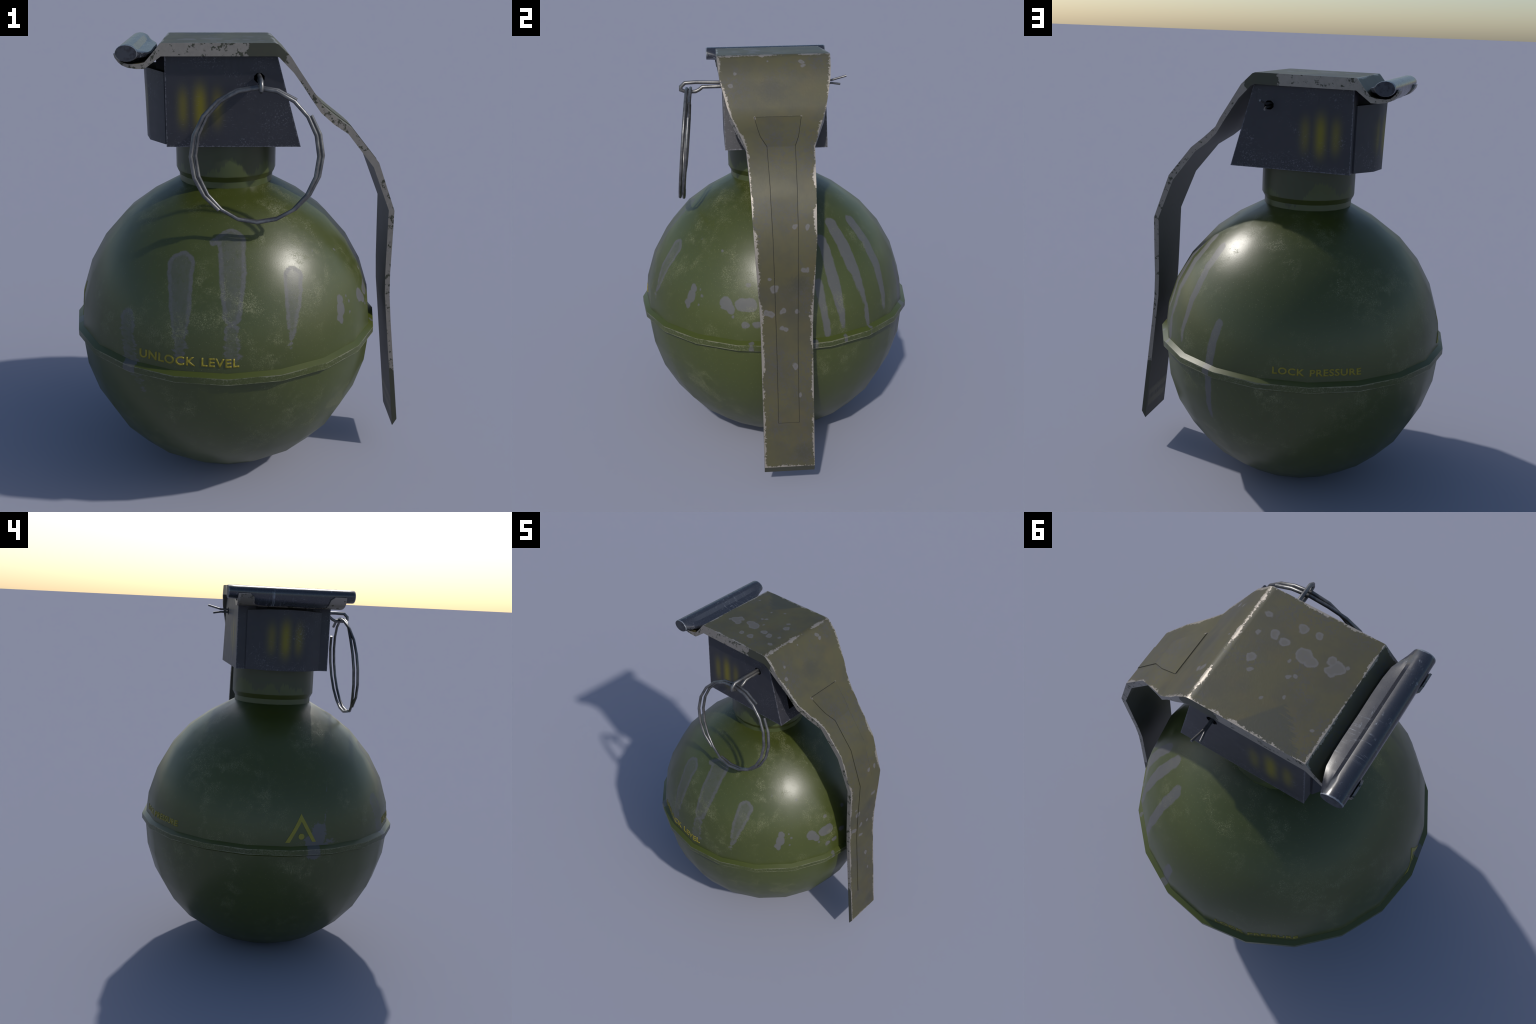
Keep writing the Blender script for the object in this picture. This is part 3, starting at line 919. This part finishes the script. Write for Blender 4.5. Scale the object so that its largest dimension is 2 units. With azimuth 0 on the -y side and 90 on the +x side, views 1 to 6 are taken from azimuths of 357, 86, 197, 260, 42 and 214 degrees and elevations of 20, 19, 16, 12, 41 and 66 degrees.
# ================================================================== pull ring
RX, RZ = 0.0550, 1.5740
def ring_y(z):
    return -0.4360 + 0.108 * (z - RZ)
def smooth01(t):
    t = min(1, max(0, t))
    return t * t * (3 - 2 * t)
def coil(th, outer):
    a = math.radians(th)
    r = 0.2655 if outer else 0.2475
    x = RX + r * math.cos(a)
    z = RZ + (0.2685 if outer else 0.2665) * math.sin(a)
    sep = 0.0095 - 0.0185 * smooth01((-math.cos(a) - 0.15) / 0.8)
    return (x, ring_y(z) + (sep if outer else -sep), z)
inner = [coil(18 * k, False) for k in range(20)]
arc_left = [coil(th, True) for th in range(54, 235, 18)]
arc_right = [coil(th, True) for th in range(252, 397, 18)]
ring_parts = merge(sweep(inner, 0.0080, True), sweep(arc_left, 0.0080), sweep(arc_right, 0.0080))
ring = new_mesh_object("pull_ring", *ring_parts, root, [M_WIRE], sharp=60)

# ================================================================== lettering on the body
def wrap_text(name, text, az0, az1, z_base, height, spacing=1.0, depth=0.0018):
    """Raised lettering laid round the body from azimuth az0 to az1."""
    cu = bpy.data.curves.new(name, "FONT")
    cu.body = text
    cu.resolution_u = 3
    cu.space_character = 1.08
    cu.space_word = 1.35
    cu.offset = 0.026
    ob = bpy.data.objects.new(name, cu)
    bpy.context.scene.collection.objects.link(ob)
    dg = bpy.context.evaluated_depsgraph_get()
    me = bpy.data.meshes.new_from_object(ob.evaluated_get(dg))
    bpy.data.objects.remove(ob, do_unlink=True)
    bm = bmesh.new()
    bm.from_mesh(me)
    bmesh.ops.remove_doubles(bm, verts=bm.verts, dist=1e-5)
    lines = [e for e in bm.edges if e.calc_length() > 0.2]
    bmesh.ops.subdivide_edges(bm, edges=lines, cuts=2)
    bmesh.ops.triangulate(bm, faces=bm.faces)
    xs = [v.co.x for v in bm.verts]
    ysv = [v.co.y for v in bm.verts]
    x0, x1, y0, y1 = min(xs), max(xs), min(ysv), max(ysv)
    top = list(bm.faces)
    ext = bmesh.ops.extrude_face_region(bm, geom=top)
    raised = {g for g in ext["geom"] if isinstance(g, bmesh.types.BMVert)}
    for v in bm.verts:
        u = (v.co.x - x0) / (x1 - x0)
        h = (v.co.y - y0) / (y1 - y0)
        az = math.radians(az0 + (az1 - az0) * u)
        z = z_base + height * h
        direction = Vector((math.cos(az), math.sin(az), 0))
        origin = Vector((AX, 0, z)) + direction * 1.5
        hit, nor, _, _ = body_bvh.ray_cast(origin, -direction)
        v.co = hit + direction * (depth if v in raised else -0.003)
    bm.to_mesh(me)
    bm.free()
    me.materials.clear()
    me.materials.append(M_LETTER)
    me.name = name
    ob = bpy.data.objects.new(name, me)
    bpy.context.scene.collection.objects.link(ob)
    ob.parent = body
    bm = bmesh.new()
    bm.from_mesh(me)
    bmesh.ops.recalc_face_normals(bm, faces=bm.faces)
    bm.to_mesh(me)
    bm.free()
    return ob

wrap_text("lettering", "UNLOCK LEVEL", -122.6, -86.2, 0.7580, 0.0385)
wrap_text("lettering", "LOCK PRESSURE", 94.6, 127.5, 0.7590, 0.0315)

# chevron with a dot: thin plates of paint following the facets
def decal(name, outline, lift=0.0020, split=20):
    """Closed outline of (azimuth, z) pairs, four corners a, b (top) c, d (bottom)."""
    (a, b, c, d) = outline
    v, f = [], []
    for i in range(split + 1):
        t = i / split
        for p, q in ((a, d), (b, c)):
            az = math.radians(p[0] + (q[0] - p[0]) * t)
            z = p[1] + (q[1] - p[1]) * t
            dr = Vector((math.cos(az), math.sin(az), 0))
            hit = body_bvh.ray_cast(Vector((AX, 0, z)) + dr * 1.5, -dr)[0]
            v += [hit + dr * lift, hit - dr * 0.004]
    for i in range(split):
        o = i * 4
        f += [(o, o + 2, o + 6, o + 4), (o + 1, o + 5, o + 7, o + 3), (o, o + 4, o + 5, o + 1), (o + 2, o + 3, o + 7, o + 6)]
    e = split * 4
    f += [(0, 1, 3, 2), (e, e + 2, e + 3, e + 1)]
    return v, f
EA = -175.3
left_arm = decal("", [(EA + 0.02, .8940), (EA + 0.02, .8560), (EA - 5.20, .7530), (EA - 7.00, .7530)])
right_arm = decal("", [(EA + 0.02, .8560), (EA + 0.02, .8940), (EA + 6.60, .7530), (EA + 4.90, .7530)])
dv, df = [], []
for k in range(18):
    t = 2 * math.pi * k / 18
    az = math.radians(EA + 1.30 * math.cos(t))
    z = 0.7820 + 0.0150 * math.sin(t)
    dr = Vector((math.cos(az), math.sin(az), 0))
    hit = body_bvh.ray_cast(Vector((AX, 0, z)) + dr * 1.5, -dr)[0]
    dv += [hit + dr * 0.0022, hit - dr * 0.004]
for k in range(18):
    k2 = (k + 1) % 18
    df.append((2 * k, 2 * k2, 2 * k2 + 1, 2 * k + 1))
df += [tuple(range(0, 36, 2)), tuple(range(35, 0, -2))]
emblem = new_mesh_object("chevron_emblem", *merge(left_arm, right_arm, (dv, df)), body, [M_EMBLEM], smooth=False)
